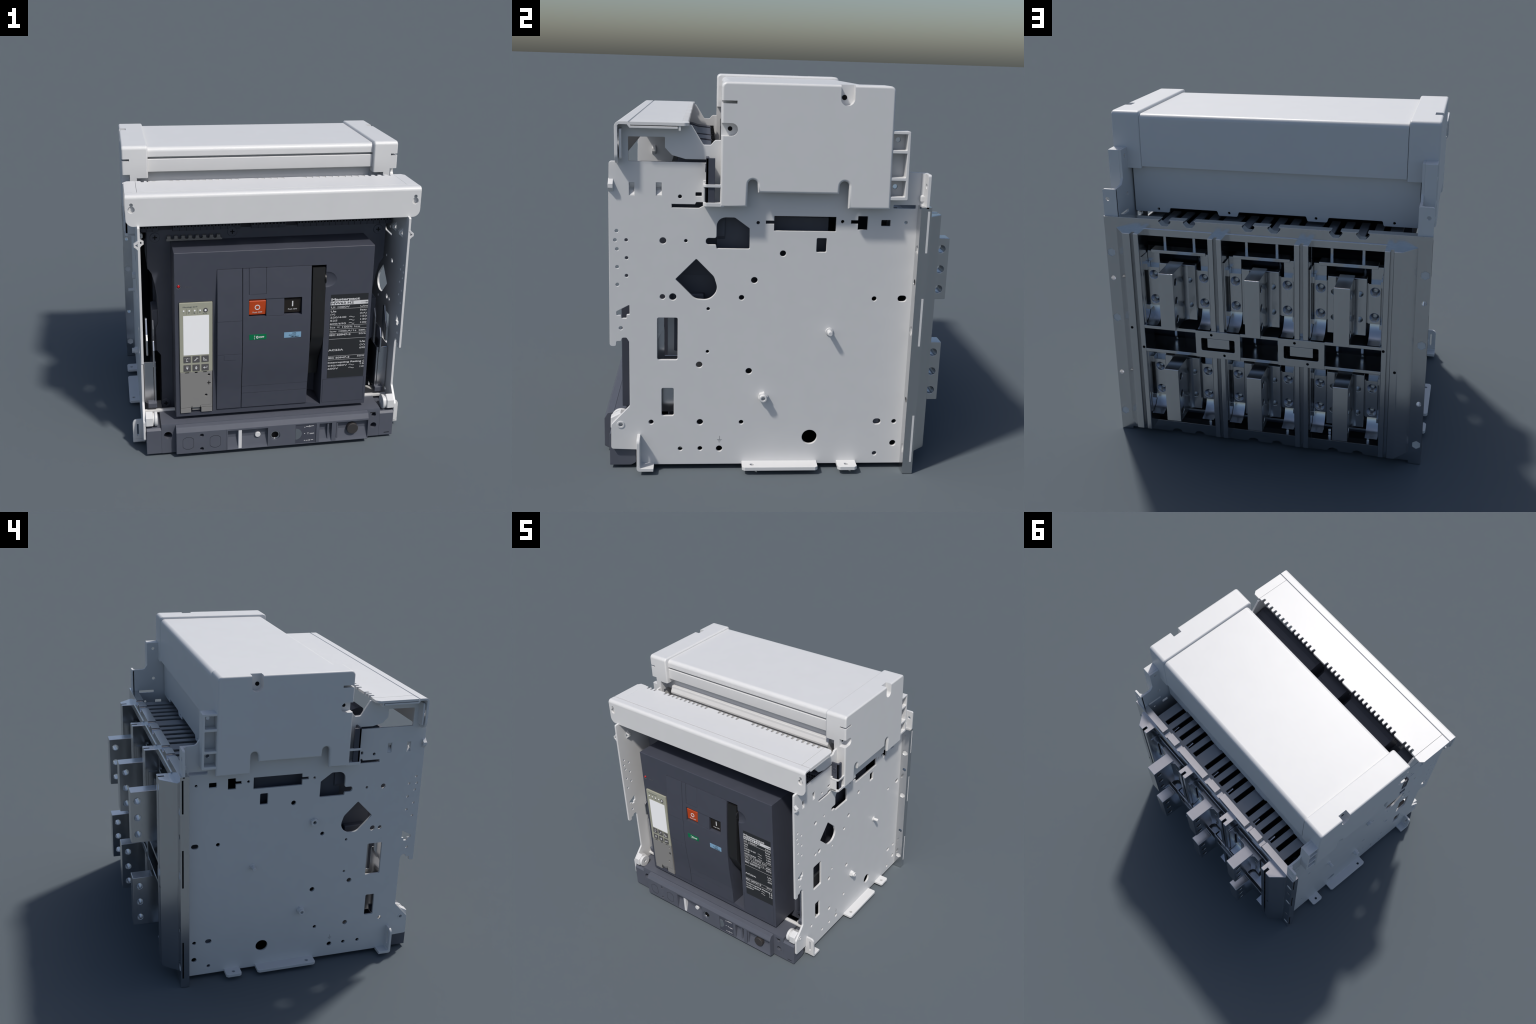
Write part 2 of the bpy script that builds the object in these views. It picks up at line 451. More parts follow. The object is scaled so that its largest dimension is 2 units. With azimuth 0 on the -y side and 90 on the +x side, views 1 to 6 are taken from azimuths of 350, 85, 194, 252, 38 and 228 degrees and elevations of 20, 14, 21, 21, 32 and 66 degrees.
def capsil():
    p = [(-.330, 1.412), (-.200, 1.412), (-.198, 1.522)]
    p += [(-.175 + .023 * math.cos(t), 1.522 + .023 * math.sin(t)) for t in [PI - k * PI / 10 for k in range(1, 10)]]
    p += [(-.152, 1.522), (-.149, 1.482), (.243, 1.482), (.245, 1.522)]
    p += [(.268 + .023 * math.cos(t), 1.522 + .023 * math.sin(t)) for t in [PI - k * PI / 10 for k in range(1, 10)]]
    p += [(.291, 1.522), (.291, 1.412), (.498, 1.412)]
    p += [(.490, 1.9995), (-.330, 1.9995)]
    return rnd(p, [0] * (len(p) - 2) + [.026, .026], 5)
cap = fillmesh(capsil(), [], .777, .949, 'x', .012, 2)
cap = cut(cap, boxmesh(.70, .928, -.305, .462, 1.3, 1.70), boxmesh(.70, .852, -.5, -.25, 1.3, 1.785),
          merge(boxmesh(.70, .928, .44, .6, 1.3, 1.664)),
          fillmesh(rnd([(-.50, 1.748), (-.252, 1.748), (-.252, 1.810), (-.50, 1.810)], [0, .03, .03, 0], 6), [], .897, .99, 'x'),
          boxmesh(.899, .99, -.5, -.257, 1.900, 1.914),
          fillmesh(rnd([(.228, 1.903), (.296, 1.903), (.296, 2.1), (.228, 2.1)], [.033, .033, 0, 0], 6), [], .902, .99, 'x'))
caps = both("end_cap", cap, M_COVER, angle=40)
capd = merge(rodmesh('x', (.252, 1.940), .0125, .897, .9035, 16), rodmesh('x', (-.288, 1.780), .011, .892, .8985, 16))
for p, m in zip(caps, (capd, mirror(capd))):
    add("screw_hole", m, M_PIT, p)
wing = fillmesh(rnd([(.478, 1.457), (.582, 1.457), (.576, 1.790), (.478, 1.790)], [0, .006, .006, 0]),
                [rect(.491, 1.474, .566, 1.552, .004), rect(.491, 1.568, .564, 1.684, .004), rect(.491, 1.700, .562, 1.776, .004)], XO - .001, .944, 'x', .003)
for p, m in zip(caps, (wing, mirror(wing))):
    add("rear_rib_frame", m, M_COVER, p)
clip = merge(boxmesh(.872, .927, -.412, -.402, 1.412, 1.512, .003), boxmesh(.872, .890, -.412, -.392, 1.505, 1.528, .003),
             fillmesh(rnd([(.872, -.412), (.944, -.412), (.944, -.31), (.930, -.31), (.930, -.400), (.872, -.400)], [0, .02, 0, 0, .01, 0], 5), [], 1.503, 1.517, 'z', .002),
             fillmesh(rnd([(.872, -.412), (.944, -.412), (.944, -.31), (.872, -.31)], [0, .02, 0, 0], 5), [], 1.410, 1.429, 'z', .002))
for p, m in zip(caps, (clip, mirror(clip))):
    add("retaining_clip", m, M_COVER, p)
latch = merge(boxmesh(.874, .938, -.399, -.386, 1.424, 1.645, .002), boxmesh(.924, .938, -.399, -.356, 1.424, 1.642, .002),
              fillmesh(circle(.902, 1.590, .020, 20), [circle(.902, 1.590, .010, 6)], -.403, -.398, 'y', .001))
both("latch_strip", latch, M_DARK)

# ------------------------------------------------------------------ terminal blocks under the hood
groups = ((-.850, -.735), (-.640, -.192), (-.122, .112), (.192, .850))
tprof = [(-.580, 1.488), (-.580, 1.562), (-.557, 1.568), (-.557, 1.612), (-.536, 1.618), (-.536, 1.668), (-.522, 1.678), (-.490, 1.672), (-.455, 1.660), (-.372, 1.652), (-.352, 1.630), (-.350, 1.488)]
pits = []
for a, b in groups:
    t = fillmesh(tprof, [], a, b, 'x', .002)
    n = round((b - a) / .0435)
    st = (b - a) / n
    blk = add("terminal_block", t, M_DARK)
    for i in range(n):
        for k in (.27, .73):
            x = a + (i + k) * st
            for y, z in ((-.5805, 1.540), (-.5575, 1.593), (-.5365, 1.645)):
                pits.append(rodmesh('y', (x, z), .0088, y - .0005, y + .003, 12))
                pits.append(boxmesh(x - .0055, x + .0055, y - .0005, y + .003, z - .026, z - .016))
        x = a + (i + .5) * st
        pits.append(boxmesh(x - .004, x + .004, -.372, -.349, 1.62, 1.6535))
        pits.append(boxmesh(a + i * st - .0012, a + i * st + .0012, -.5530, -.350, 1.66, 1.7105) if False else boxmesh(a + i * st - .001, a + i * st + .001, -.5810, -.579, 1.49, 1.56))
pitobj = add("wire_entry", merge(*pits), M_PIT)
pitobj["kind"] = "stuff"
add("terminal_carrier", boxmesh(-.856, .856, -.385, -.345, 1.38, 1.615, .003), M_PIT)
# grey connector strip above the front cover
cl = [boxmesh(-.684, -.318, -.60, -.578, 1.428, 1.440, .001)]
for i in range(8):
    x = -.668 + i * .0465
    cl.append(boxmesh(x - .015, x + .015, -.606, -.578, 1.440, 1.447, .001))
    cl.append(boxmesh(x - .011, x + .011, -.606, -.578, 1.447, 1.463, .001))
add("connector_strip", merge(*cl), M_GREY)

# ------------------------------------------------------------------ breaker housing (behind the front cover)
hs = rnd([(-.735, .175), (.735, .175), (.735, .60), (.765, .64), (.765, .80), (.748, .84), (.748, 1.02), (.766, 1.12), (.785, 1.20), (.812, 1.24), (.812, 1.500), (-.812, 1.500), (-.812, 1.24),
          (-.785, 1.20), (-.766, 1.12), (-.748, 1.02), (-.748, .84), (-.765, .80), (-.765, .64), (-.735, .60)], .012, 3)
house = add("breaker_housing", merge(fillmesh(hs, [], -.578, -.30, 'y', .004), boxmesh(-.735, .735, -.30, .20, .16, 1.20, .004), boxmesh(-.735, .735, .19, .50, .16, 1.00, .004), boxmesh(.72, .80, -.34, .22, 1.14, 1.34), boxmesh(-.80, -.72, -.34, .22, 1.14, 1.34)), M_HOUSE)
scr = merge(fillmesh(circle(0, 0, .034, 24), [], -.592, -.576, 'y', .005),)
cross = merge(boxmesh(-.015, .015, -.5935, -.590, -.003, .003), boxmesh(-.003, .003, -.5934, -.590, -.015, .015))
so = None
for x, z in ((-.757, 1.450), (.757, 1.450), (-.248, 1.472)):
    if so is None:
        so = add("housing_screw", scr, M_HOUSE, house); so.location = (x, .009, z)
        sc = add("screw_slot", cross, M_PIT, house); sc.location = (x, .009, z)
        for q in (-.707, .707):
            instance(so, (q, .008, .228)); instance(sc, (q, .008, .228))
    else:
        instance(so, (x, .009, z)); instance(sc, (x, .009, z))
both("inner_floor", boxmesh(.70, .862, -.66, -.45, .165, .178, .002), M_PAINT)
add("cross_bar", boxmesh(-.862, .862, -.70, -.675, .225, .245, .004), M_PAINT)

# ------------------------------------------------------------------ front cover
FY = -.833
hh = fillmesh([(.2375, .30), (.338, .275), (.336, 1.304), (.2375, 1.304)], [], FY - .05, FY + .20, 'y')
coverbox = boxmesh(-.657, .657, FY, -.570, .257, 1.4255, .004)
scoop = bmesh.new()
bmesh.ops.create_uvsphere(scoop, u_segments=32, v_segments=20, radius=1)
scoopm = bpy.data.meshes.new("s")
scoop.to_mesh(scoopm); scoop.free()
scoopm.transform(Matrix.Translation((.336, FY - .006, 1.200)) @ Matrix.Diagonal((.082, .016, .060, 1)))
fc = cut(coverbox, boxmesh(-.3835, .2370, FY - .05, FY + .018, .2925, 1.3055), boxmesh(-.630, -.4105, FY - .05, FY + .02, .2835, 1.090), hh, scoopm,
         rodmesh('y', (-.629, 1.197), .017, FY - .05, FY + .012, 24),
         fillmesh(rnd([(.348, .286), (.640, .286), (.640, .466), (.348, .466)], .0), [rect(.3495, .2875, .6385, .4645)], FY - .05, FY + .003, 'y'))
front_cover = add("front_cover", fc, M_DARK, angle=30)
# power lamp
add("power_lamp", fillmesh(circle(-.629, 1.200, .0085, 20), [], FY - .004, FY + .014, 'y', .004), M_LED, front_cover)
add("lamp_cup", fillmesh(circle(-.629, 1.197, .0165, 24), [circle(-.629, 1.198, .012, 20)], FY + .002, FY + .013, 'y', .001), M_BRIGHT, front_cover)
lettering("power_text", "Power", -.588, 1.190, .010, FY - .0004, M_INK2, front_cover)

PB = FY + .019
BOW = [(.25, -.839), (.29, -.840), (.40, -.843), (.46, -.846), (.60, -.860), (.70, -.867), (.83, -.869), (.97, -.864), (1.09, -.855), (1.20, -.846), (1.304, -.836), (1.35, -.832)]
def bow(z):
    """Front of the bulged centre panels (smooth curve through measured stations)."""
    for i in range(1, len(BOW) - 2):
        if z <= BOW[i + 1][0] or i == len(BOW) - 3:
            (z0, a), (z1, b2), (z2, c), (z3, d) = BOW[i - 1:i + 3]
            t = (z - z1) / (z2 - z1)
            m1 = (c - a) / (z2 - z0) * (z2 - z1); m2 = (d - b2) / (z3 - z1) * (z2 - z1)
            return (2 * t**3 - 3 * t**2 + 1) * b2 + (t**3 - 2 * t**2 + t) * m1 + (-2 * t**3 + 3 * t**2) * c + (t**3 - t**2) * m2
def slab(x0, z0, x1, z1, d=0.0, bevel=.0015):
    n = max(2, int((z1 - z0) / .02))
    fr = [(bow(z0 + (z1 - z0) * k / n) + d, z0 + (z1 - z0) * k / n) for k in range(n + 1)]
    return fillmesh(fr + [(PB, z1), (PB, z0)], [], x0, x1, 'x', bevel)
def panel(*parts, name="front_panel"):
    return add(name, merge(*parts), M_DARK, front_cover, angle=30)
panel(slab(-.3825, .9530, -.2195, 1.3035))
panel(slab(-.3830, .7165, -.2195, .9515, .0005))
panel(slab(-.3830, .2995, -.2195, .7150))
panel(slab(-.339, .6745, -.260, .7110, -.0015), name="panel_latch")
panel(slab(-.2155, .4640, -.1775, 1.3035, 0, 0), slab(.1755, .4640, .2355, 1.3035, 0, 0), slab(-.1775, .4640, .1755, .9740, 0, 0), slab(-.1775, 1.0955, .1755, 1.1285, 0, 0),
      slab(-.0610, 1.1285, .1755, 1.3035, 0, 0))
panel(slab(-.1755, 1.1300, -.0625, 1.3030, .0005))
panel(slab(-.2155, .4095, .2355, .4625, .0008))
panel(slab(-.2155, .2995, .2355, .4080, .0004))
panel(slab(-.0615, .9755, .0570, 1.0940, .004, 0), name="button_bridge")
# push buttons
red = fillmesh(rnd([(-.848, .984), (-.815, .976), (-.815, 1.094), (-.836, 1.094), (-.851, 1.078)], [.004, 0, 0, .003, .004]), [], -.1750, -.0645, 'x', .002)
redo = add("off_button", red, M_RED, front_cover)
ring = fillmesh(circle(-.120, 1.036, .018, 28), [circle(-.120, 1.036, .0125, 24)], -.8512, -.848, 'y')
add("off_mark", ring, M_WHITE, redo)
lettering("off_text", "Push OFF", -.120, .997, .0095, -.8505, M_WHITE, redo, align='CENTER')
blk = fillmesh(rnd([(-.838, .984), (-.815, .976), (-.815, 1.094), (-.826, 1.090), (-.840, 1.076)], .002), [], .0590, .1730, 'x', .002)
blko = add("on_button", blk, M_BROWN, front_cover)
add("on_mark", boxmesh(.1120, .1200, -.8412, -.838, 1.027, 1.064), M_WHITE, blko)
lettering("on_text", "Push ON", .116, 1.003, .0095, -.8402, M_WHITE, blko, align='CENTER')
# indicator flags
PF = -.8690
g = add("status_flag", boxmesh(-.1735, -.0600, PF - .0014, PF + .004, .8140, .8520), M_GREEN, front_cover)
lettering("flag_text", "0", -.1285, .8230, .0185, PF - .0022, M_WHITE, g, bold=.001)
lettering("flag_text", "OFF", -.1100, .8260, .0115, PF - .0022, M_WHITE, g, bold=.0006)
fs = merge(boxmesh(-.1392, -.1372, PF - .002, PF, .832, .846), boxmesh(-.1422, -.1342, PF - .002, PF, .8385, .8405), boxmesh(-.1392, -.1372, PF - .002, PF, .816, .824), boxmesh(-.1415, -.1395, PF - .002, PF, .822, .830))
add("flag_symbol", fs, M_WHITE, g)
b = add("spring_flag", boxmesh(.0590, .1735, PF - .0014, PF + .004, .8155, .8540), M_BLUE, front_cover)
lettering("flag_text", "OK", .128, .8425, .0105, PF - .0022, M_INK, b, align='CENTER')
lettering("flag_text", "discharged", .114, .831, .0065, PF - .0022, M_INK, b, align='CENTER')
add("flag_symbol", merge(boxmesh(.102, .157, PF - .0020, PF, .8185, .8210), boxmesh(.110, .122, PF - .0020, PF, .8210, .8255), boxmesh(.132, .144, PF - .0020, PF, .8210, .8255), boxmesh(.152, .1545, PF - .0020, PF, .8205, .829)), M_INK, b)
# spring charging handle
hp = [(bow(z) + .001, z) for z in [1.287 - .02 * k for k in range(25)]]
hp += [(-.862, .790), (-.850, .770), (-.836, .735), (-.815, .690), (-.775, .630), (-.745, .580), (-.735, .470), (-.700, .470), (-.700, 1.287)]
add("charging_handle", fillmesh(hp, [], .2440, .3300, 'x', .003), M_BLACK, front_cover)
add("handle_pivot", rodmesh('x', (FY + .016, 1.205), .036, .328, .336, 28), M_BLACK, front_cover)
# rating label
LY = FY - .0010
lab = add("rating_label", boxmesh(.3765, .6345, LY, FY + .002, .4725, 1.0900), M_LABEL, front_cover)
add("label_band", boxmesh(.3765, .6345, LY - .0004, LY + .0002, 1.0145, 1.0410), M_WHITE, lab)
lines = [boxmesh(.3775, .6345, LY - .0005, LY + .0002, z - .0007, z + .0007) for z in (.9865, .8645, .8375, .8075, .7655, .6385, .6100)]
add("label_rule", merge(*lines), M_PRINT, lab)
TY = LY - .0003
def ltx(s, x, z, w, h=.0125, mat=M_PRINT, bold=.0001, y=TY):
    lettering("label_text", s, x, z, h, y, mat, lab, maxw=w, bold=bold)
ltx("Masterpact", .3785, 1.0475, .198, .0165, bold=.0009)
ltx("NW63 H2", .3790, 1.0205, .156, .0160, M_LABEL, .0004, TY - .0004)
add("label_arrow", merge(boxmesh(.585, .632, TY - .0008, TY, 1.0265, 1.0280), boxmesh(.617, .632, TY - .0008, TY, 1.0295, 1.0310), boxmesh(.617, .632, TY - .0008, TY, 1.0235, 1.0250)), M_LABEL, lab)
ltx("Ui 1000V", .3785, .9925, .130, .0140); ltx("Uim", .5815, .9925, .0525, .0140)
ltx("Ue", .3785, .9630, .039, .0135, bold=.0004); ltx("Icu", .5815, .9660, .044, .0135, bold=.0004)
ltx("(V)", .3770, .9420, .034, .0115); ltx("(kA)", .5810, .9430, .048, .0115)
ltx("220/440", .3770, .9190, .112); ltx("150", .5820, .9200, .049)
ltx("525", .3770, .8960, .051); ltx("130", .5820, .8970, .049)
ltx("600/690", .3765, .8725, .112); ltx("100", .5820, .8740, .049)
ltx("Ics = 100% Icu", .3785, .8465, .210); ltx("Icw 100kA/1s", .3785, .8170, .186); ltx("cat.", .5800, .8185, .052, bold=.0004)
ltx("IEC 60947-2", .3780, .7900, .148, bold=.0004); ltx("50/6", .5820, .7920, .050, .011)
ltx("Ue", .5930, .7320, .038, .0135, bold=.0004); ltx("(V)", .5930, .7080, .038); ltx("690", .5930, .6850, .041)
ltx("AC23A", .3770, .6770, .104, .0140, bold=.0004)
ltx("IEC 60947-3", .3770, .6190, .150, bold=.0004); ltx("50/6", .5800, .6235, .052, .011)
ltx("Interrupting Rating (", .3770, .5840, .256, .0120, bold=.0004)
ltx("240/480V", .3770, .5600, .138); ltx("15", .5990, .5640, .034)
ltx("600V", .3770, .5375, .076); ltx("10", .5990, .5420, .034)
def tilde(x, z):
    pts = [(x + i * .0042, z + .0038 * math.sin(i / 9.5 * 2 * PI)) for i in range(10)]
    return fillmesh([(a, c + .0014) for a, c in pts] + [(a, c - .0014) for a, c in pts[::-1]], [], TY - .0006, TY, 'y')
add("label_tilde", merge(*[tilde(.509, z) for z in (.9245, .9015, .8785)], *[tilde(.525, z) for z in (.5660, .5435)]), M_PRINT, lab)

# ------------------------------------------------------------------ trip unit
TF = -.843
tu = add("trip_unit", merge(fillmesh(rect(-.6275, .5930, -.4130, 1.0875, .003, 2), [], TF, FY + .019, 'y', .0015)), M_BEIGE, front_cover)
add("display_screen", boxmesh(-.6030, -.4355, TF - .0010, TF + .002, .7185, .9990), M_SCREEN, tu)
LF = -.8415
lower = merge(fillmesh(rect(-.6265, .3270, -.4150, .5915, .002, 2), [circle(-.4365, .566, .0082, 18), circle(-.4555, .416, .0088, 18)], LF - .0013, FY + .017, 'y', .0015),
              boxmesh(-.6265, -.5570, LF, FY + .017, .2885, .3245, .0015), boxmesh(-.4880, -.4150, LF, FY + .017, .2885, .3245, .0015),
              boxmesh(-.548, -.498, FY + .003, FY + .017, .300, .3265, .0015))
add("setting_cover", lower, M_GREY, tu)
add("cover_groove", merge(boxmesh(-.594, -.568, LF - .0026, LF - .0008, .5885, .5915), boxmesh(-.530, -.512, LF - .0026, LF - .0008, .5870, .5925), boxmesh(-.475, -.451, LF - .0026, LF - .0008, .5885, .5915),
                          boxmesh(-.4395, -.4345, LF - .0018, LF - .0008, .494, .522), boxmesh(-.449, -.424, LF - .0018, LF - .0008, .504, .509),
                          boxmesh(-.5525, -.5495, LF - .0018, LF, .306, .340), boxmesh(-.4965, -.4935, LF - .0018, LF, .306, .340)), M_PIT, tu)
add("cover_line", merge(boxmesh(-.4230, -.4218, LF - .0016, LF - .0008, .345, .475), boxmesh(-.4880, -.4218, LF - .0016, LF - .0008, .3425, .3437)), M_KEY, tu)
kx = (-.5800, -.5210, -.4615)
key0 = None
for r, zc in enumerate((.6870, .6245)):
    for c, xc in enumerate(kx):
        if key0 is None:
            key0 = add("key", fillmesh(rect(-.024, -.0235, .024, .0235, .002, 2), [], -.0022, .001, 'y', .001), M_KEY, tu)
            key0.location = (xc, TF, zc)
        else:
            instance(key0, (xc, TF, zc))
ky = TF - .0026
def pic(polys):
    return merge(*[fillmesh(p, [], ky - .0004, ky + .0008, 'y') for p in polys])
def seg(a, b, w):
    a, b = Vector(a), Vector(b); d = (b - a).normalized(); n = Vector((-d.y, d.x)) * w / 2
    return [tuple(a + n), tuple(b + n), tuple(b - n), tuple(a - n)]
x, z = kx[0], .687
icons = [seg((x - .003, z - .012), (x - .003, z + .008), .003), seg((x - .003, z + .008), (x + .006, z + .010), .003), seg((x - .008, z - .012), (x + .006, z - .012), .003),
         circle(x - .014, z + .009, .0018, 8), circle(x + .011, z + .006, .0018, 8), circle(x + .017, z + .006, .0015, 8)]
x = kx[1]
icons += [seg((x - .011, z - .011), (x + .007, z + .007), .005), seg((x + .004, z + .007), (x + .006, z + .014), .003), seg((x + .007, z + .004), (x + .014, z + .006), .003)]
x = kx[2]
icons += [seg((x - .011, z - .011), (x - .011, z + .013), .003), seg((x - .011, z + .012), (x + .001, z - .011), .0025), seg((x - .012, z - .011), (x + .013, z - .011), .003), seg((x + .001, z - .004), (x + .009, z - .004), .0025)]
z = .6245
x = kx[0]; icons += [seg((x - .008, z + .010), (x + .008, z + .010), .003), [(x - .008, z + .004), (x + .008, z + .004), (x, z - .012)]]
x = kx[1]; icons += [[(x - .008, z + .001), (x + .008, z + .001), (x, z + .014)], [(x - .008, z - .002), (x + .008, z - .002), (x, z - .013)]]
x = kx[2]; icons += [seg((x - .004, z - .001), (x + .012, z - .001), .003), seg((x + .012, z - .002), (x + .012, z + .010), .003), [(x - .014, z - .001), (x - .003, z + .007), (x - .003, z - .009)]]
add("key_symbol", pic(icons), M_WHITE, tu)
add("indicator_led", merge(*[rodmesh('y', (x, 1.034), .0052, TF - .002, TF + .001, 16) for x in (-.599, -.5635, -.528, -.493)]), M_SCREEN, tu)
add("lamp_ring", fillmesh(circle(-.458, 1.034, .0155, 24), [], TF - .0015, TF + .001, 'y'), M_KEY, tu)
add("lamp_lens", rodmesh('y', (-.458, 1.034), .0070, TF - .0025, TF, 18), M_SCREEN, tu)
add("panel_rule", merge(*[boxmesh(x - .0006, x + .0006, TF - .0006, TF + .001, 1.007, 1.050) for x in (-.5805, -.5455, -.510)]), M_KEY, tu)
lettering("unit_text", "Micrologic 6.0 P", -.605, 1.056, .0098, TF - .0003, M_INK, tu, maxw=.094)
for x, s in ((-.604, "Ir"), (-.570, "Isd\nIi"), (-.535, "Ig\nI∆n"), (-.500, "Ap"), (-.476, "test / reset")):
    lettering("unit_text", s, x, 1.019 if x < -.48 else 1.010, .0052, TF - .0003, M_INK, tu, wide=1.15 if x < -.48 else .9)

# ------------------------------------------------------------------ base bar with racking controls
bp_mid = [(-.880, .016), (-.880, .205), (-.876, .2315), (-.660, .2315), (-.660, .016)]
body = merge()
mid = fillmesh(bp_mid, [], -.761, .761, 'x', .002)
endb = fillmesh(rnd([(-.880, .016), (-.880, .190), (-.868, .205), (-.660, .205), (-.660, .10), (-.745, .10), (-.745, .03), (-.77, .016)], [.002, .002, .004, 0, 0, 0, .01, .01]), [], .7605, .860, 'x', .002)
endb = cut(endb, rodmesh('y', (.719, .102), .022, -.95, -.84, 24))
mid = cut(mid, rodmesh('y', (-.717, .149), .028, -.95, -.82, 24), rodmesh('y', (.719, .102), .022, -.95, -.82, 24), rodmesh('y', (.717, .186), .0165, -.95, -.82, 20))
base = add("base_bar", merge(mid, endb, mirror(endb)), M_BASE)
add("base_void", merge(rodmesh('y', (-.717, .149), .027, -.825, -.818, 20), rodmesh('y', (.719, .102), .021, -.825, -.818, 20), rodmesh('y', (.717, .186), .016, -.825, -.818, 20),
                       boxmesh(.800, .838, -.8806, -.878, .0345, .0395), boxmesh(.690, .730, -.8806, -.878, .2005, .2055)), M_PIT, base)
pan = fillmesh(rnd([(-.930, .030), (-.930, .190), (-.912, .222), (-.879, .226), (-.879, .016), (-.905, .016)], [.003, .004, 0, 0, 0, 0]), [], -.666, .666, 'x', .003)
def pocket(x0, x1, deep=.026):
    return fillmesh([(-.96, .034), (-.9295, .034), (-.919, .060), (-.930 + deep, .115), (-.930 + deep, .178), (-.96, .178)], [], x0, x1, 'x')
pan = cut(pan, pocket(-.319, -.0445), pocket(.3155, .4035), pocket(.4345, .6625), boxmesh(.147, .2935, -.96, -.9255, .034, .182),
          rodmesh('y', (.006, .116), .035, -.96, -.885, 32), rodmesh('y', (-.495, .161), .0135, -.96, -.90, 20), rodmesh('y', (-.495, .057), .0135, -.96, -.90, 20),
          boxmesh(-.3305, -.3290, -.96, -.928, .0, .3))
pano = add("racking_panel", pan, M_BASE, base)
def octo(cx, cz, r, t):
    def o(q):
        return [(cx + max(-.037 * q / r, min(.037 * q / r, q * math.cos(a))), cz + q * math.sin(a)) for a in [2 * PI * i / 40 for i in range(40)]]
    return fillmesh(o(r), [o(r - t)], -.9306, -.9295, 'y')
add("lock_outline", merge(octo(-.586, .108, .047, .0016), octo(-.404, .107, .047, .0016)), M_PIT, pano)
add("pocket_slider", boxmesh(-.2470, -.2240, -.929, -.902, .036, .178, .002), M_WHITE, pano)
add("release_pin", rodmesh('y', (-.112, .124), .019, -.918, -.894, 24, .003), M_WHITE, pano)
add("crank_socket", fillmesh(circle(.006, .116, .0345, 32), [circle(.006, .116, .024, 24)], -.924, -.892, 'y', .003), M_BRIGHT, pano)
add("crank_void", rodmesh('y', (.006, .116), .0245, -.896, -.893, 24), M_PIT, pano)
ind = add("position_plate", boxmesh(.1475, .2930, -.9258, -.9235, .0345, .1815), M_DARK, pano)
drum = rodmesh('y', (.150, .108), .043, -.9268, -.922, 32)
drum = cut(drum, boxmesh(.05, .1495, -1, -.9, 0, .3))
add("position_drum", drum, M_BRIGHT, ind)
lettering("position_text", "T test", .230, .101, .0125, -.9262, M_WHITE, ind, maxw=.050)
def arrow(z, g):
    return [seg((.222, z - .001), (.243 - g, z), .0028), seg((.243, z + .006), (.252, z), .0028), seg((.243, z - .006), (.252, z), .0028), seg((.252 + g, z), (.275, z + .002), .0028)]
add("position_mark", merge(*[fillmesh(p, [], -.9268, -.925, 'y') for p in arrow(.163, 0) + arrow(.054, .006)], *[rodmesh('y', (.213, z), .003, -.9266, -.925, 10) for z in (.158, .108, .054)]), M_WHITE, ind)
add("push_release", fillmesh(circle(.5515, .120, .040, 32), [], -.934, -.895, 'y', .004), M_BUTTON, pano)
add("finger_clip", merge(boxmesh(.372, .384, -.925, -.894, .055, .172, .003), boxmesh(.437, .449, -.925, -.894, .055, .172, .003)), M_BASE, pano)

# ------------------------------------------------------------------ rear frame (plated steel)
P = (-.4965, 0.0, .4965)     # pole centres
RY = .800                    # face of the ribs
top = []
def notch(c):
    return rnd([(c + .052, 1.425), (c + .015, 1.386), (c - .015, 1.386), (c - .052, 1.425)], [.012, .012, .012, .012], 3)
outl = [(.946, 1.416)]
for c in (.4965, 0, -.4965):
    outl += notch(c + .0745) + notch(c - .0745)
outl = [(.946, 0.0), (.946, 1.425)] + outl[1:] + [(-.946, 1.425), (-.946, 0.0), (-.872, 0.0), (-.872, .018)]
for c in (-.4965, 0, .4965):
    for d in (-.0745, .0745):
        outl += [(c + d - .035, .018), (c + d - .024, .035), (c + d, .042), (c + d + .024, .035), (c + d + .035, .018)]
outl += [(.872, .018), (.872, 0.0)]
fh = [rect(c - .207, .092, c + .207, 1.330) for c in P]
for s in (-1, 1):
    fh += [circle(s * .916, z, .0262, 6, PI / 6) for z in (1.204, .781, .132)] + [circle(s * .918, z, .015, 18) for z in (1.039, .406)]
fr = fillmesh(outl, fh, .652, .706, 'y', .0015)
frame = add("rear_frame", fr, M_STEEL)
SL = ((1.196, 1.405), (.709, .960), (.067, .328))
add("pale_flange_strip", merge(*[boxmesh(.900, .9470, .6865, .6965, z0, z1) for z0, z1 in SL]), M_PAINT, frame)
add("dark_flange_strip", merge(*[boxmesh(-.9466, -.900, .6865, .6965, z0, z1) for z0, z1 in SL]), M_PIT, frame)
hexp = merge(*[fillmesh(circle(s * .916, z, .0262, 6, PI / 6), [], .66, .702, 'y') for s in (-1, 1) for z in (1.204, .781, .132)])
add("hex_insert", hexp, M_PAINT, frame)
lip = [fillmesh(rnd([(.690, 1.371), (.712, 1.369), (.714, 1.326), (.690, 1.326)], [0, .006, .002, 0], 3), [], c - .209, c + .209, 'x') for c in P]
add("frame_lip", merge(*lip), M_STEEL, frame)
# hat-section ribs
def hat(pr, z0=.078, z1=1.362):
    return fillmesh(pr, [], z0, z1, 'z', .0025)
def inner_hat(c, z0, z1):
    return hat(rnd([(c - .041, .690), (c + .041, .690), (c + .041, RY), (c + .0085, RY), (c + .0085, RY - .04), (c - .0085, RY - .04), (c - .0085, RY), (c - .041, RY)], [0, 0, .006, .006, 0, 0, .006, .006], 2), z0, z1)
for s in (-1, 1):
    c = s * .2475
    add("frame_rib", merge(inner_hat(c, .792, 1.362), inner_hat(c, .078, .622)), M_STEEL, frame)
oh = hat(rnd([(.700, .690), (.700, RY), (.732, RY), (.732, RY - .04), (.750, RY - .04), (.750, RY), (.793, RY), (.872, .706), (.872, .690)], [0, .006, .006, 0, 0, .006, .012, .012, 0], 3))
both("frame_rib", oh, M_STEEL, frame)
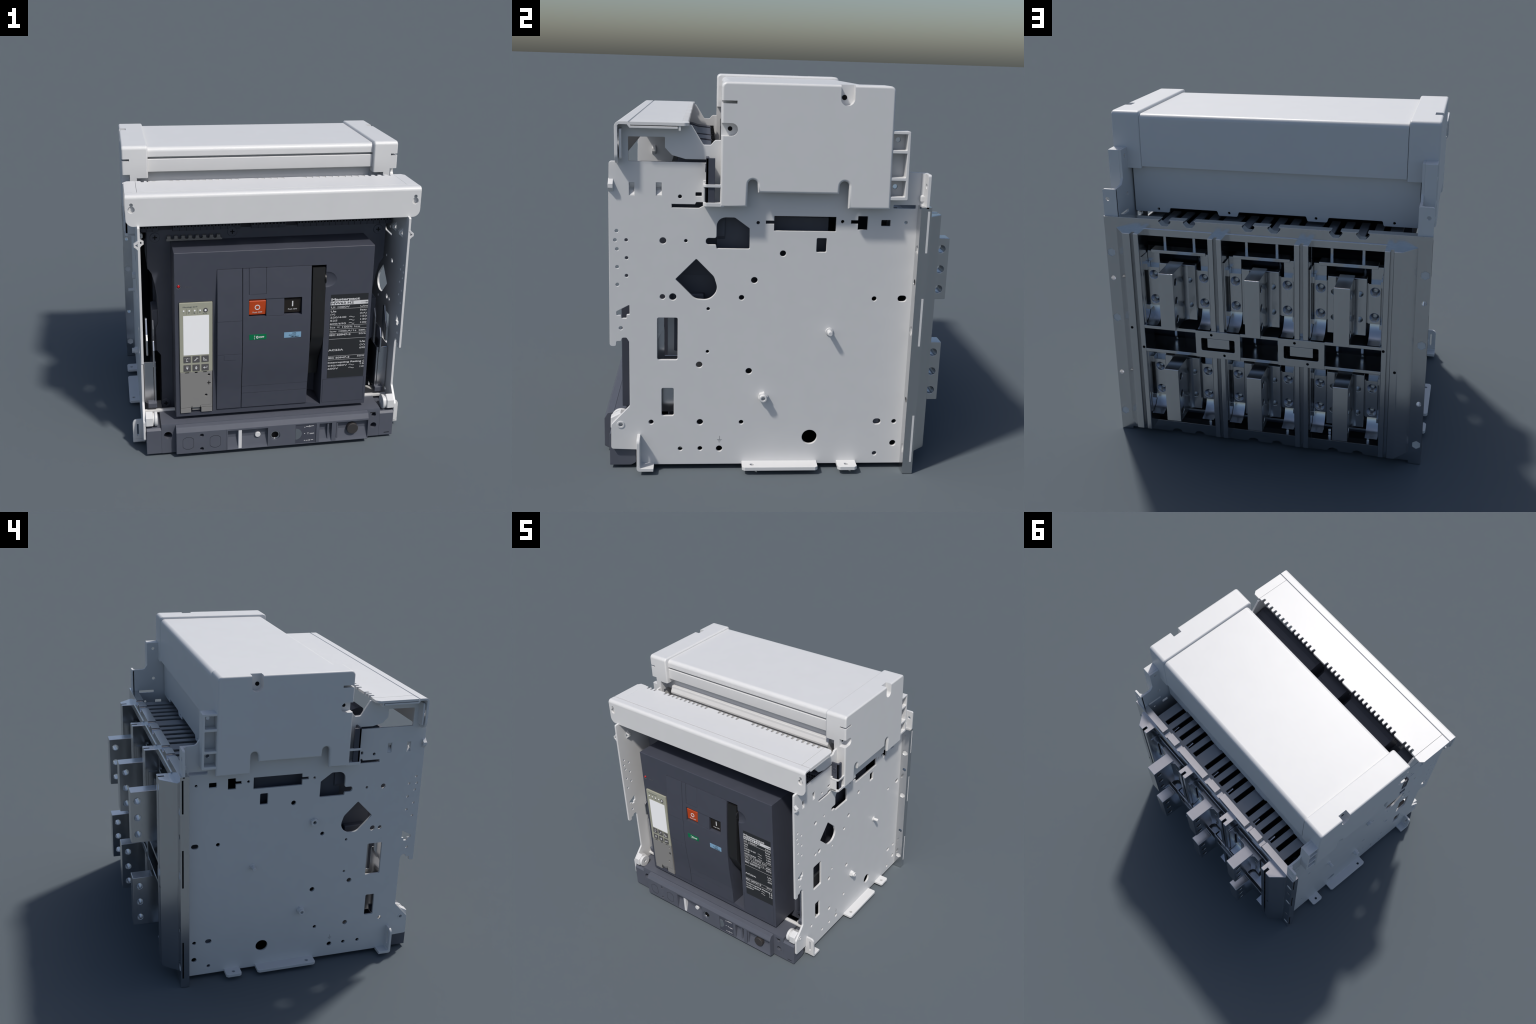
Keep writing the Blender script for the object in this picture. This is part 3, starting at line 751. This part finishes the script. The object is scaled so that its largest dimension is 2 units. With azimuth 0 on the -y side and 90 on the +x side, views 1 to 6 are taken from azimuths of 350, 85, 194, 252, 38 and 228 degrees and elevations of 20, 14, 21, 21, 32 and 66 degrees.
# middle plates carrying the square ports, and thin cross walls of the pole cells
mids = []
for s in (-1, 1):
    c = s * .2475
    mids.append(fillmesh(rect(c - .135, .622, c + .135, .792), [rect(c - .101, .668, c + .101, .747, .008), circle(c + .038, .770, .008, 14), circle(c - .038, .644, .008, 14)], .755, RY + .005, 'y', .0015))
add("port_plate", merge(*mids), M_STEEL, frame)
add("port_block", merge(*[boxmesh(s * .2475 - .067, s * .2475 + .067, .70, RY - .004, .682, .742, .002) for s in (-1, 1)]), M_STEEL, frame)
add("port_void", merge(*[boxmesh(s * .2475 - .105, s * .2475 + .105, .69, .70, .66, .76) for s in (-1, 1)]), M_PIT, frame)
walls = []
for c in P:
    walls += [boxmesh(c - .206, c + .206, .62, RY - .002, .773, .792, .0015), boxmesh(c - .206, c + .206, .62, RY - .002, .621, .640, .0015)]
add("cell_wall", merge(*walls), M_STEEL, frame)
add("rib_hole", merge(*[rodmesh('y', p, .0085, RY - .002, RY + .0006, 14) for p in ((.713, .648), (-.713, .770), (.780, .770), (-.780, .645))]), M_PIT, frame)
# pole inserts: brackets with countersunk screws
BZ = (1.090, .936)
def bracket(c, dz):
    """Insert of one pole cell: U-shaped frame, top lip, two bolted cheek plates and sloping sills."""
    z = lambda q: q + dz
    m = [fillmesh([(c - .198, z(.80)), (c - .125, z(.80)), (c - .125, z(1.211)), (c + .125, z(1.211)), (c + .125, z(.80)), (c + .198, z(.80)), (c + .198, z(1.224)), (c - .198, z(1.224))],
                  [], .64, .688, 'y', .002),
         boxmesh(c - .166, c + .166, .64, .714, z(1.221), z(1.241), .002)]
    for s in (-1, 1):
        a, b2 = sorted((c + s * .116, c + s * .186))
        m.append(fillmesh(rect(a, z(.897), b2, z(1.137)), [circle(c + s * .153, z(q), .0275, 24) for q in BZ], .680, .725, 'y', .002))
        a, b2 = sorted((c + s * .110, c + s * .118))
        m.append(boxmesh(a, b2, .67, .715, z(.897), z(1.137)))
        a, b2 = sorted((c + s * .199, c + s * .2055))
        m.append(boxmesh(a, b2, .62, .775, z(.795), z(1.215)))
        a, b2 = sorted((c + s * .184, c + s * .200))
        m += [boxmesh(a, b2, .69, .738, z(1.12), z(1.16), .002), boxmesh(a, b2, .69, .738, z(.87), z(.90), .002)]
        lo, hi = sorted((c + s * .125, c + s * .197))
        m.append(fillmesh([(.688, z(.895)), (.688, z(.795)), (.790, z(.794)), (.755, z(.802)), (.725, z(.818)), (.703, z(.846)), (.693, z(.872))], [], lo, hi, 'x'))
    return merge(*m)
def cone(cx, cz):
    bm = bmesh.new()
    n = 24
    A = [bm.verts.new((cx + .0285 * math.cos(t), .7245, cz + .0285 * math.sin(t))) for t in [2 * PI * i / n for i in range(n)]]
    B = [bm.verts.new((cx + .0125 * math.cos(t), .703, cz + .0125 * math.sin(t))) for t in [2 * PI * i / n for i in range(n)]]
    C = [bm.verts.new((cx + .0125 * math.cos(t), .682, cz + .0125 * math.sin(t))) for t in [2 * PI * i / n for i in range(n)]]
    for q, w in ((A, B), (B, C)):
        for i in range(n):
            bm.faces.new((q[i], q[(i + 1) % n], w[(i + 1) % n], w[i]))
    me = bpy.data.meshes.new("k")
    bmesh.ops.recalc_face_normals(bm, faces=bm.faces)
    for f in bm.faces:
        f.normal_flip()
    bm.to_mesh(me); bm.free()
    return me
for c in P:
    for dz in (0, -.603):
        br = add("pole_bracket", bracket(c, dz), M_STEEL, frame)
        add("countersink", merge(*[cone(c + s * .153, q + dz) for s in (-1, 1) for q in BZ]), M_BRIGHT, br)
fins = []
for c in P:
    for d in (.105, -.075):
        fins.append(fillmesh(rnd([(.56, 1.14), (.645, 1.225), (.645, 1.315), (.56, 1.33)], [0, .03, .02, 0], 4), [], c + d - .0095, c + d + .0095, 'x', .004))
    for d in (.066, -.081):
        fins.append(fillmesh(rnd([(.40, .55), (.60, .60), (.655, .66), (.655, .735), (.40, .80)], [0, .05, .04, .02, 0], 4), [], c + d - .0095, c + d + .0095, 'x', .004))
        fins.append(fillmesh(rnd([(.40, .06), (.655, .08), (.655, .140), (.40, .15)], [0, .02, .02, 0], 4), [], c + d * 1.6 - .0095, c + d * 1.6 + .0095, 'x', .004))
add("insulating_fin", merge(*fins), M_STEEL, frame)
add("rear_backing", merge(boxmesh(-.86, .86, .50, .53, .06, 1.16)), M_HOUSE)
add("bottom_ledge", merge(*[boxmesh(c - .20, c + .20, .60, .690, .176, .188, .001) for c in P]), M_STEEL, frame)

# busbars: T-shaped terminals with bolt holes
web = fillmesh(rnd([(.742, -.003), (.932, 0), (.932, .345), (.742, .348)], [0, .004, .004, 0]), [circle(.890, .0575 + .1135 * k, .021, 24) for k in range(3)], -.0435, .0435, 'x', .003)
flan = fillmesh(rect(-.109, -.012, .109, .332, .003, 2), [circle(s * .073, q, .0165, 20) for s in (-1, 1) for q in (.085, .240)], .700, .744, 'y', .003)
fil = [fillmesh([(s * .042, .743), (s * .042, .772), (s * .050, .754), (s * .066, .743)], [], -.008, .330, 'z') for s in (-1, 1)]
stem = boxmesh(-.09, .09, .54, .706, .02, .30)
bus = merge(web, flan, *fil, stem)
b0 = None
for c in P:
    for zb in (.841, .244):
        if b0 is None:
            b0 = add("busbar", bus, M_BAR); b0.location = (c, 0, zb)
        else:
            instance(b0, (c, 0, zb))

# slotted vent plate on top behind the cover
def comb():
    """Plan of the vent deck: a strip behind the frame with fingers reaching under the cover."""
    pts = [(-.765, .652), (.765, .652), (.765, .330)]
    for c in (.4965, 0, -.4965):
        for k in range(5):
            a = c + .197 - .0885 * k
            pts += [(a, .330), (a, .620), (a - .040, .620), (a - .040, .330)]
    return pts + [(-.765, .330)]
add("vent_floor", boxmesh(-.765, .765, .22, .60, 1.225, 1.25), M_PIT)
add("vent_deck", fillmesh(comb(), [], 1.346, 1.358, 'z', .0015), M_VENT)
bpy.context.view_layer.update()
